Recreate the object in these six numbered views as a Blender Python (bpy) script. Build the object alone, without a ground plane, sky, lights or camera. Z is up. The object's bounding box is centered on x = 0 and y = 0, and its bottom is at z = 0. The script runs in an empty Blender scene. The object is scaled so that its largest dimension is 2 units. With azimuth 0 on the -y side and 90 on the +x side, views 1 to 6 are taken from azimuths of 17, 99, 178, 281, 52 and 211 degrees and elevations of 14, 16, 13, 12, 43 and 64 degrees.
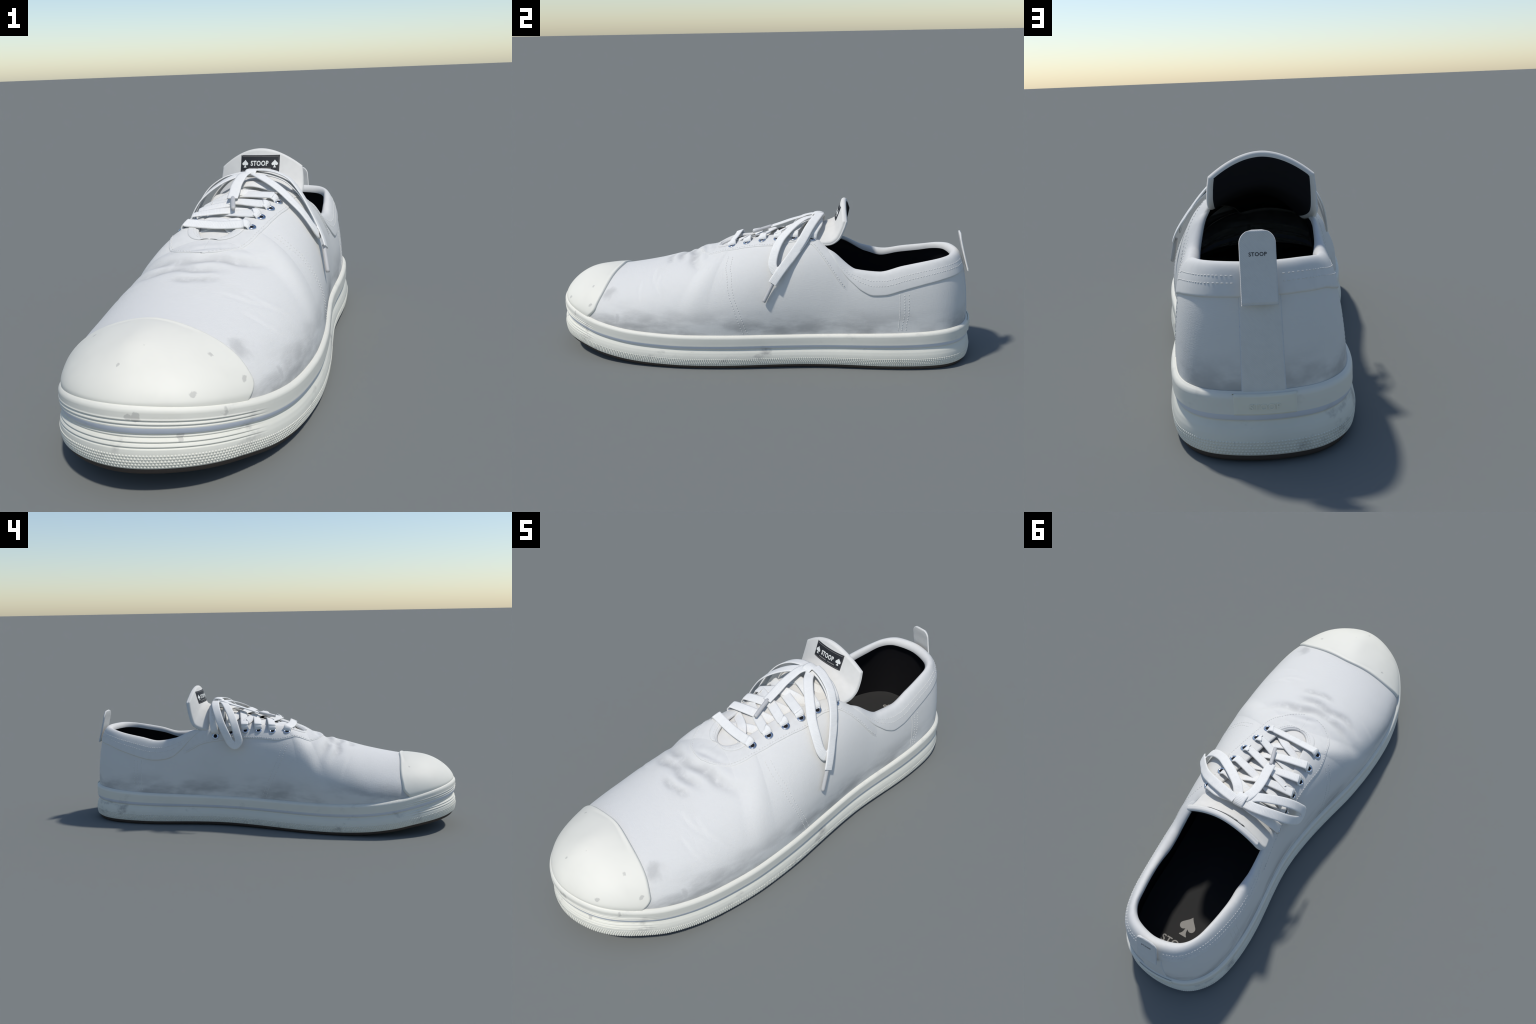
# A low white canvas lace-up sneaker: lofted canvas upper on a stacked rubber sole.
import bpy, math, random
import numpy as np
from mathutils import Vector

random.seed(7)
rng = np.random.default_rng(7)
UP = np.array([0.0, 0.0, 1.0])


# ------------------------------------------------------------------ helpers
def unit(v):
    v = np.asarray(v, float)
    return v / np.maximum(np.linalg.norm(v, axis=-1, keepdims=True), 1e-9)


def pchip(xk, yk, x):
    """Monotone C1 interpolation, column-wise."""
    xk = np.asarray(xk, float)
    yk = np.asarray(yk, float)
    if yk.ndim == 1:
        return pchip(xk, yk[:, None], x)[..., 0]
    h = np.diff(xk)[:, None]
    d = np.diff(yk, axis=0) / h
    m = np.zeros_like(yk)
    m[0], m[-1] = d[0], d[-1]
    for i in range(1, len(xk) - 1):
        w1, w2 = 2 * h[i] + h[i - 1], h[i] + 2 * h[i - 1]
        same = d[i - 1] * d[i] > 0
        den = w1 / np.where(d[i - 1] == 0, 1, d[i - 1]) + w2 / np.where(d[i] == 0, 1, d[i])
        m[i] = np.where(same, (w1 + w2) / np.where(den == 0, 1, den), 0)
    x = np.asarray(x, float)
    i = np.clip(np.searchsorted(xk, x, side='right') - 1, 0, len(xk) - 2)
    hh = (xk[i + 1] - xk[i])[..., None]
    t = ((x - xk[i])[..., None]) / hh
    t2, t3 = t * t, t * t * t
    return ((2 * t3 - 3 * t2 + 1) * yk[i] + (t3 - 2 * t2 + t) * hh * m[i]
            + (3 * t2 - 2 * t3) * yk[i + 1] + (t3 - t2) * hh * m[i + 1])


def catmull(pts, n):
    """Smooth curve through points, n samples, even arc length."""
    P = np.asarray(pts, float)
    E = np.vstack([2 * P[0] - P[1], P, 2 * P[-1] - P[-2]])
    out = []
    for i in range(len(P) - 1):
        p0, p1, p2, p3 = E[i:i + 4]
        t = np.linspace(0, 1, 40, endpoint=False)[:, None]
        out.append(0.5 * (2 * p1 + (p2 - p0) * t + (2 * p0 - 5 * p1 + 4 * p2 - p3) * t ** 2
                          + (3 * p1 - p0 - 3 * p2 + p3) * t ** 3))
    C = np.vstack(out + [P[-1:]])
    L = np.r_[0, np.cumsum(np.linalg.norm(np.diff(C[:, :3], axis=0), axis=1))]
    s = np.linspace(0, L[-1], n)
    return np.stack([np.interp(s, L, C[:, k]) for k in range(C.shape[1])], axis=1), L[-1]


def smooth(x):
    x = np.clip(x, 0, 1)
    return x * x * (3 - 2 * x)


ROOT = bpy.data.objects.new("canvas_sneaker", None)
bpy.context.scene.collection.objects.link(ROOT)
ROOT["label"] = "scuffed white canvas low-top sneaker with laces tied in a bow"
ROOT["category"] = "shoe"


def make_object(name, verts, faces, mat, parent=None, flat=False, kind=None):
    me = bpy.data.meshes.new(name)
    me.from_pydata([tuple(map(float, v)) for v in verts], [], [tuple(map(int, f)) for f in faces])
    me.validate()
    if not flat:
        me.polygons.foreach_set("use_smooth", [True] * len(me.polygons))
    me.materials.append(mat)
    me.update()
    ob = bpy.data.objects.new(name, me)
    bpy.context.scene.collection.objects.link(ob)
    ob.parent = parent or ROOT
    if kind:
        ob["kind"] = kind
    return ob


def grid_faces(nu, nv, closed_u=False, off=0, flip=False):
    f = []
    for i in range(nu if closed_u else nu - 1):
        a, b = i * nv, ((i + 1) % nu) * nv
        for j in range(nv - 1):
            q = (off + a + j, off + b + j, off + b + j + 1, off + a + j + 1)
            f.append(q[::-1] if flip else q)
    return f


def grid_normals(G):
    du = np.gradient(G, axis=0)
    dv = np.gradient(G, axis=1)
    return unit(np.cross(du, dv))


def pillow(name, G, thick, rim, mat, parent=None, sink=0.0, front=1.0, N=None, kind=None):
    """Closed pad around the sheet G (nu,nv,3): thickness falls off in a round edge of width rim.
    front = share of the thickness put on the +normal side."""
    G = np.asarray(G, float)
    nu, nv = G.shape[:2]
    if N is None:
        N = grid_normals(G)
    su = np.r_[np.zeros((1, nv)), np.cumsum(np.linalg.norm(np.diff(G, axis=0), axis=2), axis=0)]
    sv = np.c_[np.zeros((nu, 1)), np.cumsum(np.linalg.norm(np.diff(G, axis=1), axis=2), axis=1)]
    d = np.minimum(np.minimum(su, su[-1] - su), np.minimum(sv, sv[:, -1:] - sv))
    e = 1 - np.clip(d / rim, 0, 1)
    h = np.sqrt(np.clip(1 - e * e, 0, 1))
    A = G + N * ((thick * front * h) - sink)[..., None]
    Bk = G - N * ((thick * (1 - front) * h) + sink)[..., None]
    verts = np.vstack([A.reshape(-1, 3), Bk.reshape(-1, 3)])
    n = nu * nv
    faces = grid_faces(nu, nv) + grid_faces(nu, nv, off=n, flip=True)
    ring = ([i * nv for i in range(nu)] + [(nu - 1) * nv + j for j in range(1, nv)]
            + [i * nv + nv - 1 for i in range(nu - 2, -1, -1)] + [j for j in range(nv - 2, 0, -1)])
    for a, b in zip(ring, ring[1:] + ring[:1]):
        faces.append((b, a, a + n, b + n))
    return make_object(name, verts, faces, mat, parent, kind=kind)


def edge_spaced(n, k=0.35):
    """0..1 samples bunched at both ends."""
    x = np.linspace(0, 1, n)
    return (1 - k) * x + k * (0.5 - 0.5 * np.cos(np.pi * x))


# ------------------------------------------------------------------ materials
class Nodes:
    def __init__(self, name, rough=0.6, metallic=0.0, spec=0.5):
        self.mat = bpy.data.materials.new(name)
        self.mat.use_nodes = True
        self.t = self.mat.node_tree
        self.b = self.t.nodes["Principled BSDF"]
        self.b.inputs["Roughness"].default_value = rough
        self.b.inputs["Metallic"].default_value = metallic
        self.b.inputs["Specular IOR Level"].default_value = spec
        self.co = self.new("ShaderNodeTexCoord").outputs["Object"]

    def new(self, kind, **props):
        n = self.t.nodes.new(kind)
        for k, v in props.items():
            setattr(n, k, v)
        return n

    def link(self, a, b):
        self.t.links.new(a, b)

    def put(self, sock, v):
        if isinstance(v, bpy.types.NodeSocket):
            self.link(v, sock)
        else:
            sock.default_value = v

    def math(self, op, a, b=0.0, clamp=False):
        n = self.new("ShaderNodeMath", operation=op, use_clamp=clamp)
        self.put(n.inputs[0], a)
        self.put(n.inputs[1], b)
        return n.outputs[0]

    def mapped(self, scale=(1, 1, 1), loc=(0, 0, 0), rot=(0, 0, 0)):
        n = self.new("ShaderNodeMapping")
        self.link(self.co, n.inputs["Vector"])
        n.inputs["Scale"].default_value = scale
        n.inputs["Location"].default_value = loc
        n.inputs["Rotation"].default_value = rot
        return n.outputs[0]

    def noise(self, scale, vec=None, detail=3.0, rough=0.55, color=False):
        n = self.new("ShaderNodeTexNoise")
        self.link(vec or self.co, n.inputs["Vector"])
        n.inputs["Scale"].default_value = scale
        n.inputs["Detail"].default_value = detail
        n.inputs["Roughness"].default_value = rough
        return n.outputs["Color" if color else "Fac"]

    def ramp(self, fac, lo, hi):
        n = self.new("ShaderNodeMapRange", interpolation_type='SMOOTHSTEP')
        self.put(n.inputs["Value"], fac)
        n.inputs["From Min"].default_value = lo
        n.inputs["From Max"].default_value = hi
        return n.outputs[0]

    def mix(self, fac, a, b):
        n = self.new("ShaderNodeMix", data_type='RGBA')
        self.put(n.inputs[0], fac)
        self.put(n.inputs[6], a if isinstance(a, bpy.types.NodeSocket) else (*a, 1))
        self.put(n.inputs[7], b if isinstance(b, bpy.types.NodeSocket) else (*b, 1))
        return n.outputs[2]

    def sep(self, i):
        n = self.new("ShaderNodeSeparateXYZ")
        self.link(self.co, n.inputs[0])
        return n.outputs[i]

    def spots(self, spots, scale, wobble, edge=0.25):
        """Ragged marks: noise-shaken distance to given centres."""
        nz = self.new("ShaderNodeVectorMath", operation='MULTIPLY_ADD')
        self.link(self.noise(scale, color=True, detail=4.0), nz.inputs[0])
        nz.inputs[1].default_value = (wobble,) * 3
        self.link(self.co, nz.inputs[2])
        acc = None
        for c, r in spots:
            d = self.new("ShaderNodeVectorMath", operation='DISTANCE')
            self.link(nz.outputs[0], d.inputs[0])
            d.inputs[1].default_value = tuple(np.asarray(c) + wobble * 0.5)
            m = self.ramp(d.outputs["Value"], r, r * (1 - edge))
            acc = m if acc is None else self.math('MAXIMUM', acc, m)
        return acc

    def bump(self, height, strength, dist):
        n = self.new("ShaderNodeBump")
        self.link(height, n.inputs["Height"])
        n.inputs["Strength"].default_value = strength
        n.inputs["Distance"].default_value = dist
        self.link(n.outputs[0], self.b.inputs["Normal"])

    def color(self, c):
        self.put(self.b.inputs["Base Color"], c if isinstance(c, bpy.types.NodeSocket) else (*c, 1))
        return self.mat


CANVAS = (0.648, 0.641, 0.612)
RUBBER = (0.725, 0.705, 0.622)
LACE = (0.74, 0.732, 0.70)


def canvas_material(crease_marks):
    m = Nodes("dirty_white_canvas", rough=0.75, spec=0.25)
    z = m.sep(2)
    low = m.ramp(z, 0.31, 0.18)                       # dirt belt above the sole
    cloud = m.noise(1.0, m.mapped((8, 4.5, 13)), detail=4.0)
    belt = m.math('MULTIPLY', low, m.ramp(cloud, 0.36, 0.68))
    marks = m.spots([((0.211, -0.693, 0.299), 0.052), ((0.310, -0.634, 0.207), 0.028),
                     ((-0.318, -0.70, 0.235), 0.03)], 14, 0.09, 0.75)
    dirt = m.math('MAXIMUM', m.math('MULTIPLY', belt, 0.64), m.math('MULTIPLY', marks, 0.38))
    # soft, broken darker grey bands along the fold lines
    shake = m.math('MULTIPLY', m.math('SUBTRACT', m.noise(16, detail=3.0), 0.5), 0.018)
    yy = m.math('ADD', m.sep(1), shake)
    fold_band = None
    for line, w in crease_marks:
        xs = [p[0] for p in line]
        lo, hi = min(xs) - 0.03, max(xs) + 0.03
        fc = m.new("ShaderNodeFloatCurve")
        cm = fc.mapping.curves[0]
        pts = sorted(line)
        pts = [(lo, pts[0][1])] + pts + [(hi, pts[-1][1])]
        while len(cm.points) < len(pts):
            cm.points.new(0.5, 0.5)
        for cp, (x, y) in zip(cm.points, pts):
            cp.location = ((x - lo) / (hi - lo), y + 1.0)
        fc.mapping.update()
        fx = m.math('DIVIDE', m.math('SUBTRACT', m.sep(0), lo), hi - lo, clamp=True)
        m.link(fx, fc.inputs["Value"])
        off = m.math('ABSOLUTE', m.math('SUBTRACT', m.math('ADD', yy, 1.0), fc.outputs[0]))
        end = m.math('MULTIPLY', m.ramp(fx, 0.03, 0.35), m.ramp(fx, 0.97, 0.65))
        k = m.math('MULTIPLY', m.ramp(off, w * 1.5, 0.0), end)
        fold_band = k if fold_band is None else m.math('MAXIMUM', fold_band, k)
    fold_band = m.math('MULTIPLY', fold_band, m.ramp(m.noise(30, detail=4.0), 0.15, 0.6))
    fold_band = m.math('MULTIPLY', fold_band, m.ramp(z, 0.30, 0.36))
    dirt = m.math('MAXIMUM', dirt, m.math("MULTIPLY", fold_band, 0.36))
    faint = m.ramp(m.noise(7.0, detail=4.0), 0.45, 0.8)
    base = m.mix(m.math('MULTIPLY', faint, 0.35), CANVAS, (0.60, 0.592, 0.555))
    weave = m.math('ADD', m.noise(1.0, m.mapped((90, 420, 30)), detail=2.0),
                   m.noise(1.0, m.mapped((60, 60, 500)), detail=1.0))
    m.bump(weave, 0.22, 0.002)
    return m.color(m.mix(dirt, base, (0.27, 0.27, 0.265)))


def rubber_material(name, col, grime, flecks):
    m = Nodes(name, rough=0.55, spec=0.35)
    base = m.mix(m.ramp(m.noise(5.0, detail=4.0), 0.4, 0.8), col, tuple(0.94 * c for c in col))
    if flecks:
        f = m.spots(flecks, 38, 0.03, 0.3)
        base = m.mix(m.math('MULTIPLY', f, 0.45), base, (0.30, 0.29, 0.27))
    if grime:
        g = m.ramp(m.noise(1.0, m.mapped((7, 7, 11)), detail=5.0, rough=0.62), 0.57, 0.74)
        base = m.mix(m.math('MULTIPLY', g, grime), base, (0.32, 0.31, 0.29))
    return m.color(base)


def plain(name, col, rough=0.6, metallic=0.0, spec=0.5, weave=None):
    m = Nodes(name, rough=rough, metallic=metallic, spec=spec)
    if weave:
        w = m.new("ShaderNodeTexWave", wave_type='BANDS', bands_direction='DIAGONAL')
        m.link(m.mapped((1, 0.2, -1)), w.inputs["Vector"])
        w.inputs["Scale"].default_value = weave
        m.bump(w.outputs["Fac"], 0.25, 0.001)
    n = m.noise(40.0, detail=3.0)
    return m.color(m.mix(m.math('MULTIPLY', m.ramp(n, 0.35, 0.75), 0.5), col, tuple(0.93 * c for c in col)))


CAP_FLECKS = [((0.166, -0.799, 0.328), 0.013), ((0.158, -0.917, 0.264), 0.013), ((0.249, -0.782, 0.256), 0.012),
              ((-0.032, -0.922, 0.324), 0.008), ((0.004, -0.857, 0.352), 0.007), ((-0.198, -0.757, 0.340), 0.010),
              ((-0.133, -0.930, 0.265), 0.012), ((-0.195, -0.900, 0.236), 0.013)]
FOX_FLECKS = [((0.034, -0.995, 0.222), 0.016), ((0.014, -0.995, 0.226), 0.011), ((0.215, -0.87, 0.20), 0.014),
              ((0.13, -0.95, 0.16), 0.012)]
M_CAP = rubber_material("toe_cap_rubber", RUBBER, 0.0, CAP_FLECKS)
M_FOX = rubber_material("foxing_rubber", RUBBER, 0.35, FOX_FLECKS)
M_SIDE = rubber_material("sidewall_rubber", (0.70, 0.685, 0.60), 0.75, FOX_FLECKS)
M_PLATE = rubber_material("heel_plate_rubber", (0.73, 0.71, 0.60), 0.0, None)
M_STRIPE = rubber_material("cool_grey_stripe", (0.60, 0.63, 0.69), 0.4, None)
M_SOLE = plain("brown_black_outsole", (0.068, 0.054, 0.046), 0.8, spec=0.2)
M_LINING = plain("black_lining", (0.012, 0.012, 0.014), 0.9, spec=0.1)
M_INSOLE = plain("dark_insole", (0.034, 0.034, 0.034), 0.9, spec=0.1)
M_PRINT = plain("grey_print", (0.30, 0.29, 0.27), 0.8, spec=0.2)
M_TRIM = plain("smooth_white_cloth", CANVAS, 0.75, spec=0.25)
M_TONGUE = plain("tongue_cloth", (0.665, 0.65, 0.61), 0.8, spec=0.2)
M_TAPE = plain("webbing_tape", (0.63, 0.625, 0.595), 0.75, spec=0.25, weave=110)
M_LACE = plain("white_lace", LACE, 0.7, spec=0.25)
M_AGLET = plain("grey_plastic_tip", (0.47, 0.465, 0.455), 0.4)
M_METAL = plain("polished_steel", (0.62, 0.66, 0.72), 0.16, metallic=1.0)
M_THREAD = plain("white_thread", (0.69, 0.68, 0.64), 0.7, spec=0.25)
M_LABEL = plain("black_label", (0.018, 0.019, 0.022), 0.6, spec=0.3)
M_INK = plain("black_ink", (0.02, 0.02, 0.022), 0.7, spec=0.2)
M_WHITE = plain("label_white", (0.72, 0.72, 0.68), 0.6)

# ------------------------------------------------------------------ the last: station tables
# Stations run from the heel centre (0) along each flank to the toe tip (20).
# outline where the upper meets the sole: right x,y  left x,y  rim height  tread height
BASE = np.array([
    (0.000, 0.981, 0.000, 0.981, 0.192, 0.004), (0.096, 0.968, -0.098, 0.968, 0.192, 0.004),
    (0.158, 0.936, -0.161, 0.933, 0.190, 0.003), (0.208, 0.868, -0.211, 0.864, 0.186, 0.001),
    (0.237, 0.750, -0.239, 0.750, 0.178, 0.000), (0.252, 0.600, -0.244, 0.600, 0.172, 0.000),
    (0.257, 0.450, -0.231, 0.450, 0.167, 0.002), (0.263, 0.320, -0.220, 0.320, 0.163, 0.003),
    (0.277, 0.200, -0.223, 0.200, 0.161, 0.004), (0.299, 0.060, -0.243, 0.060, 0.161, 0.003),
    (0.321, -0.080, -0.273, -0.080, 0.161, 0.001), (0.334, -0.200, -0.302, -0.200, 0.161, 0.000),
    (0.340, -0.290, -0.318, -0.290, 0.161, 0.000), (0.341, -0.370, -0.329, -0.370, 0.162, 0.001),
    (0.335, -0.490, -0.337, -0.480, 0.166, 0.005), (0.320, -0.610, -0.336, -0.590, 0.175, 0.014),
    (0.294, -0.715, -0.321, -0.690, 0.190, 0.028), (0.260, -0.790, -0.296, -0.760, 0.204, 0.041),
    (0.192, -0.889, -0.235, -0.865, 0.228, 0.055), (0.094, -0.956, -0.139, -0.946, 0.246, 0.063),
    (-0.022, -0.980, -0.022, -0.980, 0.254, 0.065)])
# upper edge: collar crest, throat edge, then the ridge of the vamp: right xyz, left xyz
EDGE = np.array([
    (0.000, 0.918, 0.500, 0.000, 0.918, 0.500), (0.095, 0.894, 0.499, -0.095, 0.894, 0.499),
    (0.140, 0.845, 0.493, -0.140, 0.845, 0.491), (0.161, 0.780, 0.482, -0.162, 0.780, 0.477),
    (0.180, 0.680, 0.463, -0.178, 0.680, 0.460), (0.193, 0.575, 0.437, -0.187, 0.585, 0.443),
    (0.194, 0.470, 0.446, -0.190, 0.485, 0.459), (0.166, 0.350, 0.529, -0.182, 0.360, 0.509),
    (0.110, 0.250, 0.585, -0.165, 0.245, 0.518), (0.072, 0.100, 0.574, -0.142, 0.100, 0.533),
    (0.050, -0.020, 0.549, -0.125, -0.020, 0.530), (0.033, -0.105, 0.5225, -0.115, -0.105, 0.5225),
    (0.013, -0.163, 0.505, -0.100, -0.163, 0.505), (-0.043, -0.200, 0.489, -0.043, -0.200, 0.489),
    (-0.036, -0.360, 0.447, -0.036, -0.360, 0.447), (-0.030, -0.520, 0.405, -0.030, -0.520, 0.405),
    (-0.030, -0.630, 0.384, -0.030, -0.630, 0.384), (-0.030, -0.700, 0.374, -0.030, -0.700, 0.374),
    (-0.030, -0.735, 0.372, -0.030, -0.735, 0.372), (-0.030, -0.765, 0.371, -0.030, -0.765, 0.371),
    (-0.030, -0.785, 0.371, -0.030, -0.785, 0.371)])
# fullness of the flank: rise share, outward belly, shoulder share, shoulder drop  (right, left)
FULL = np.array([
    (.50, .000, .60, .000, .50, .000, .60, .000), (.50, .000, .60, .000, .50, .000, .60, .000),
    (.50, -.004, .58, .000, .50, -.003, .58, .000), (.52, -.007, .56, .000, .52, -.008, .56, .000),
    (.55, -.007, .56, .000, .55, -.010, .56, .000), (.55, .000, .60, .000, .55, -.006, .58, .000),
    (.55, .008, .60, .000, .55, .000, .60, .000), (.55, .017, .60, -.005, .55, .004, .55, -.010),
    (.55, .022, .60, -.010, .54, .006, .55, -.020), (.55, .025, .57, -.010, .53, .010, .55, -.020),
    (.55, .022, .52, -.008, .53, .017, .53, -.012), (.55, .016, .48, -.004, .54, .022, .51, -.005),
    (.55, .012, .47, .000, .55, .024, .51, .000), (.55, .010, .48, .000, .55, .025, .53, .000),
    (.55, .008, .49, .000, .55, .022, .55, .000), (.54, .006, .50, .000, .54, .015, .55, .000),
    (.52, .003, .51, .000, .52, .007, .53, .000), (.51, .000, .52, .000, .51, .000, .52, .000),
    (.45, .000, .53, .000, .45, .000, .53, .000), (.36, .000, .51, .000, .36, .000, .51, .000),
    (.31, .000, .50, .000, .31, .000, .50, .000)])
NS = len(BASE) - 1
HOLE = 13
ST = np.arange(NS + 1, dtype=float)
STX = np.arange(-1, NS + 2, dtype=float)


def wrapped(table, k):
    """Each side's table continued one station into the other side, so heel and toe stay smooth."""
    R, L = table[:, :k], table[:, k:]
    return (np.vstack([L[1:2], R, L[NS - 1:NS]]), np.vstack([R[1:2], L, R[NS - 1:NS]]))


EDGE_R, EDGE_L = wrapped(EDGE, 3)
FULL_R, FULL_L = wrapped(FULL, 4)


def periodic_spline(K):
    """C2 periodic cubic through rows of K at integer parameters."""
    n = len(K)
    A = np.zeros((n, n))
    for i in range(n):
        A[i, i - 1], A[i, i], A[i, (i + 1) % n] = 1, 4, 1
    m = np.linalg.solve(A, 3 * (np.roll(K, -1, 0) - np.roll(K, 1, 0)))

    def ev(x):
        x = np.mod(x, n)
        i = np.floor(x).astype(int) % n
        j = (i + 1) % n
        t = (x - np.floor(x))[..., None]
        return ((2 * t ** 3 - 3 * t ** 2 + 1) * K[i] + (t ** 3 - 2 * t ** 2 + t) * m[i]
                + (3 * t ** 2 - 2 * t ** 3) * K[j] + (t ** 3 - t ** 2) * m[j])
    return ev


_loop = np.vstack([BASE[:, [0, 1, 4, 5]], BASE[NS - 1:0:-1][:, [2, 3, 4, 5]]])
_base = periodic_spline(_loop)            # parameter: + right side, - left side (mod 2*NS)


def outline(sig):
    """sigma in [-NS, NS]: right positive, left negative -> x, y, rim z, tread z and outward normal."""
    sig = np.asarray(sig, float)
    P = _base(np.where(sig < 0, 2 * NS + sig, sig))
    e = 0.02
    a = _base(np.where(sig + e < 0, 2 * NS + sig + e, sig + e))
    b = _base(np.where(sig - e < 0, 2 * NS + sig - e, sig - e))
    tg = unit((a - b)[..., :2])
    nrm = np.stack([tg[..., 1] * -1, tg[..., 0]], -1)
    # heel -> right flank -> toe runs clockwise seen from above, so the outside is to the left
    return P, nrm


def edge_line(sig):
    s = np.abs(np.asarray(sig, float))
    R = pchip(STX, EDGE_R, s)
    L = pchip(STX, EDGE_L, s)
    # rounded front end of the throat
    k = np.clip((s - (HOLE - 2)) / 2.0, 0, 1)
    k = k * k * (2.2 - 1.2 * k)
    ph = k * math.pi / 2
    for E, a in ((R, EDGE[HOLE - 2, 0] + 0.043), (L, EDGE[HOLE - 2, 3] + 0.043)):
        m = (s > HOLE - 2) & (s < HOLE)
        E[..., 0] = np.where(m, -0.043 + a * np.cos(ph), E[..., 0])
        E[..., 1] = np.where(m, -0.105 - 0.095 * np.sin(ph), E[..., 1])
        E[..., 2] = np.where(m, 0.5225 - 0.0335 * np.sin(ph), E[..., 2])
    mid = 0.5 * (R + L)
    w = (s >= HOLE)[..., None]
    side = (np.asarray(sig) >= 0)[..., None]
    return np.where(w, mid, np.where(side, R, L))


def fullness(sig):
    s = np.abs(np.asarray(sig, float))
    R = pchip(STX, FULL_R, s)
    L = pchip(STX, FULL_L, s)
    w = (0.5 + 0.5 * np.clip(np.asarray(sig) / 1.0, -1, 1))[..., None]
    m = smooth((s - (NS - 2)) / 2.0)[..., None]
    return (R * w + L * (1 - w)) * (1 - m) + 0.5 * (R + L) * m


def frame(sig):
    P, _ = outline(sig)
    Bp = np.concatenate([P[..., :2], P[..., 2:3] - 0.012], -1)
    T = edge_line(sig)
    F = fullness(sig)
    flat = (Bp - T) * np.array([1, 1, 0])
    o = unit(flat)
    H = (T - Bp)[..., 2:3]
    h1 = UP * H * F[..., 0:1] + o * F[..., 1:2]
    # over the vamp the cloth meets the ridge square on; only the toe tip runs lengthwise
    s = np.abs(np.asarray(sig, float))
    yk = pchip([-1, 0, HOLE - 2, HOLE, 16, 17, 18, 19, 20, 21], [1, 1, 1, 0.25, 0.0, 0.05, 0.4, 0.8, 1, 0.8], s)
    h2 = flat * F[..., 2:3] * np.stack([np.ones_like(yk), yk, yk], -1) + UP * F[..., 3:4]
    return Bp, T, h1, h2, o


# creases across the ball of the foot: centre line (x, y), depth, half width
CREASES = [([(0.20, -0.250), (0.11, -0.300), (0.02, -0.314), (-0.07, -0.343), (-0.17, -0.331), (-0.27, -0.300)], 0.0105, 0.024),
           ([(0.08, -0.368), (-0.02, -0.391), (-0.09, -0.380), (-0.18, -0.390), (-0.26, -0.365)], 0.0085, 0.021),
           ([(0.06, -0.432), (-0.03, -0.451), (-0.09, -0.447)], 0.0050, 0.017),
           ([(0.06, -0.248), (-0.01, -0.261), (-0.09, -0.280)], 0.0030, 0.013),
           ([(0.25, -0.455), (0.17, -0.492), (0.09, -0.499)], 0.0018, 0.009),
           ([(0.29, -0.42), (0.22, -0.46), (0.15, -0.465)], 0.0016, 0.008),
           ([(0.30, -0.52), (0.24, -0.545), (0.17, -0.55)], 0.0014, 0.008),
           ([(-0.20, -0.46), (-0.27, -0.44), (-0.32, -0.42)], 0.0014, 0.010)]


_CREASE = [(lambda c: c[np.argsort(c[:, 0])])(catmull(line, 60)[0]) for line, _, _ in CREASES]


def crease_depth(P):
    x, y = P[..., 0], P[..., 1]
    tot = np.zeros_like(x)
    for c, (_, a, w) in zip(_CREASE, CREASES):
        y0 = np.interp(x, c[:, 0], c[:, 1])
        d = (y - y0) / w
        span = c[-1, 0] - c[0, 0]
        u = np.clip((x - c[0, 0]) / span, -0.2, 1.2)
        win = smooth((u + 0.1) / 0.35) * smooth((1.1 - u) / 0.35)
        tot += -a * np.exp(-d * d) * win + 0.55 * a * np.exp(-((d - 1.9) / 1.1) ** 2) * win
    return tot


def upper(sig, t, lift=0.0):
    """Point of the canvas surface; lift moves it along the outward normal."""
    sig, t = np.broadcast_arrays(np.asarray(sig, float), np.asarray(t, float))

    def raw(sg, tt):
        Bp, T, h1, h2, o = frame(sg)
        tt = tt[..., None]
        u = 1 - tt
        return u ** 3 * Bp + 3 * u * u * tt * (Bp + h1) + 3 * u * tt * tt * (T + h2) + tt ** 3 * T
    P = raw(sig, t)
    e = 0.004
    sg = np.clip(sig, -NS + 5 * e, NS - 5 * e)
    t1, t0 = np.clip(t + e, 0, 1), np.clip(t - e, 0, 1)
    dt = raw(sg, t1) - raw(sg, t0)
    ds = raw(sg + 4 * e, np.minimum(t, 0.992)) - raw(sg - 4 * e, np.minimum(t, 0.992))
    N = unit(np.cross(dt, ds))
    d = crease_depth(P) if True else 0
    # the crease waves blend out toward the sole
    d = d * smooth((P[..., 2] - 0.24) / 0.12)
    return P + N * (d + lift)[..., None], N


# lookup table to turn world positions into surface parameters
_sg = np.linspace(-NS, NS, 1601)
_tt = np.linspace(0, 1, 161)
_SG, _TT = np.meshgrid(_sg, _tt, indexing='ij')
_TAB, _ = upper(_SG, _TT)


def locate(p, side, axes):
    """Nearest (s, t) on one side, comparing only the given axes. s is |sigma|."""
    ok = (_SG >= 0) if side > 0 else (_SG <= 0)
    d = sum((_TAB[..., a] - v) ** 2 for a, v in zip(axes, p))
    d = np.where(ok, d, 9)
    i, j = np.unravel_index(d.argmin(), d.shape)
    return abs(_sg[i]), _tt[j]


M_CANVAS = canvas_material([(line, w) for line, _, w in CREASES[:3]])


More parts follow.
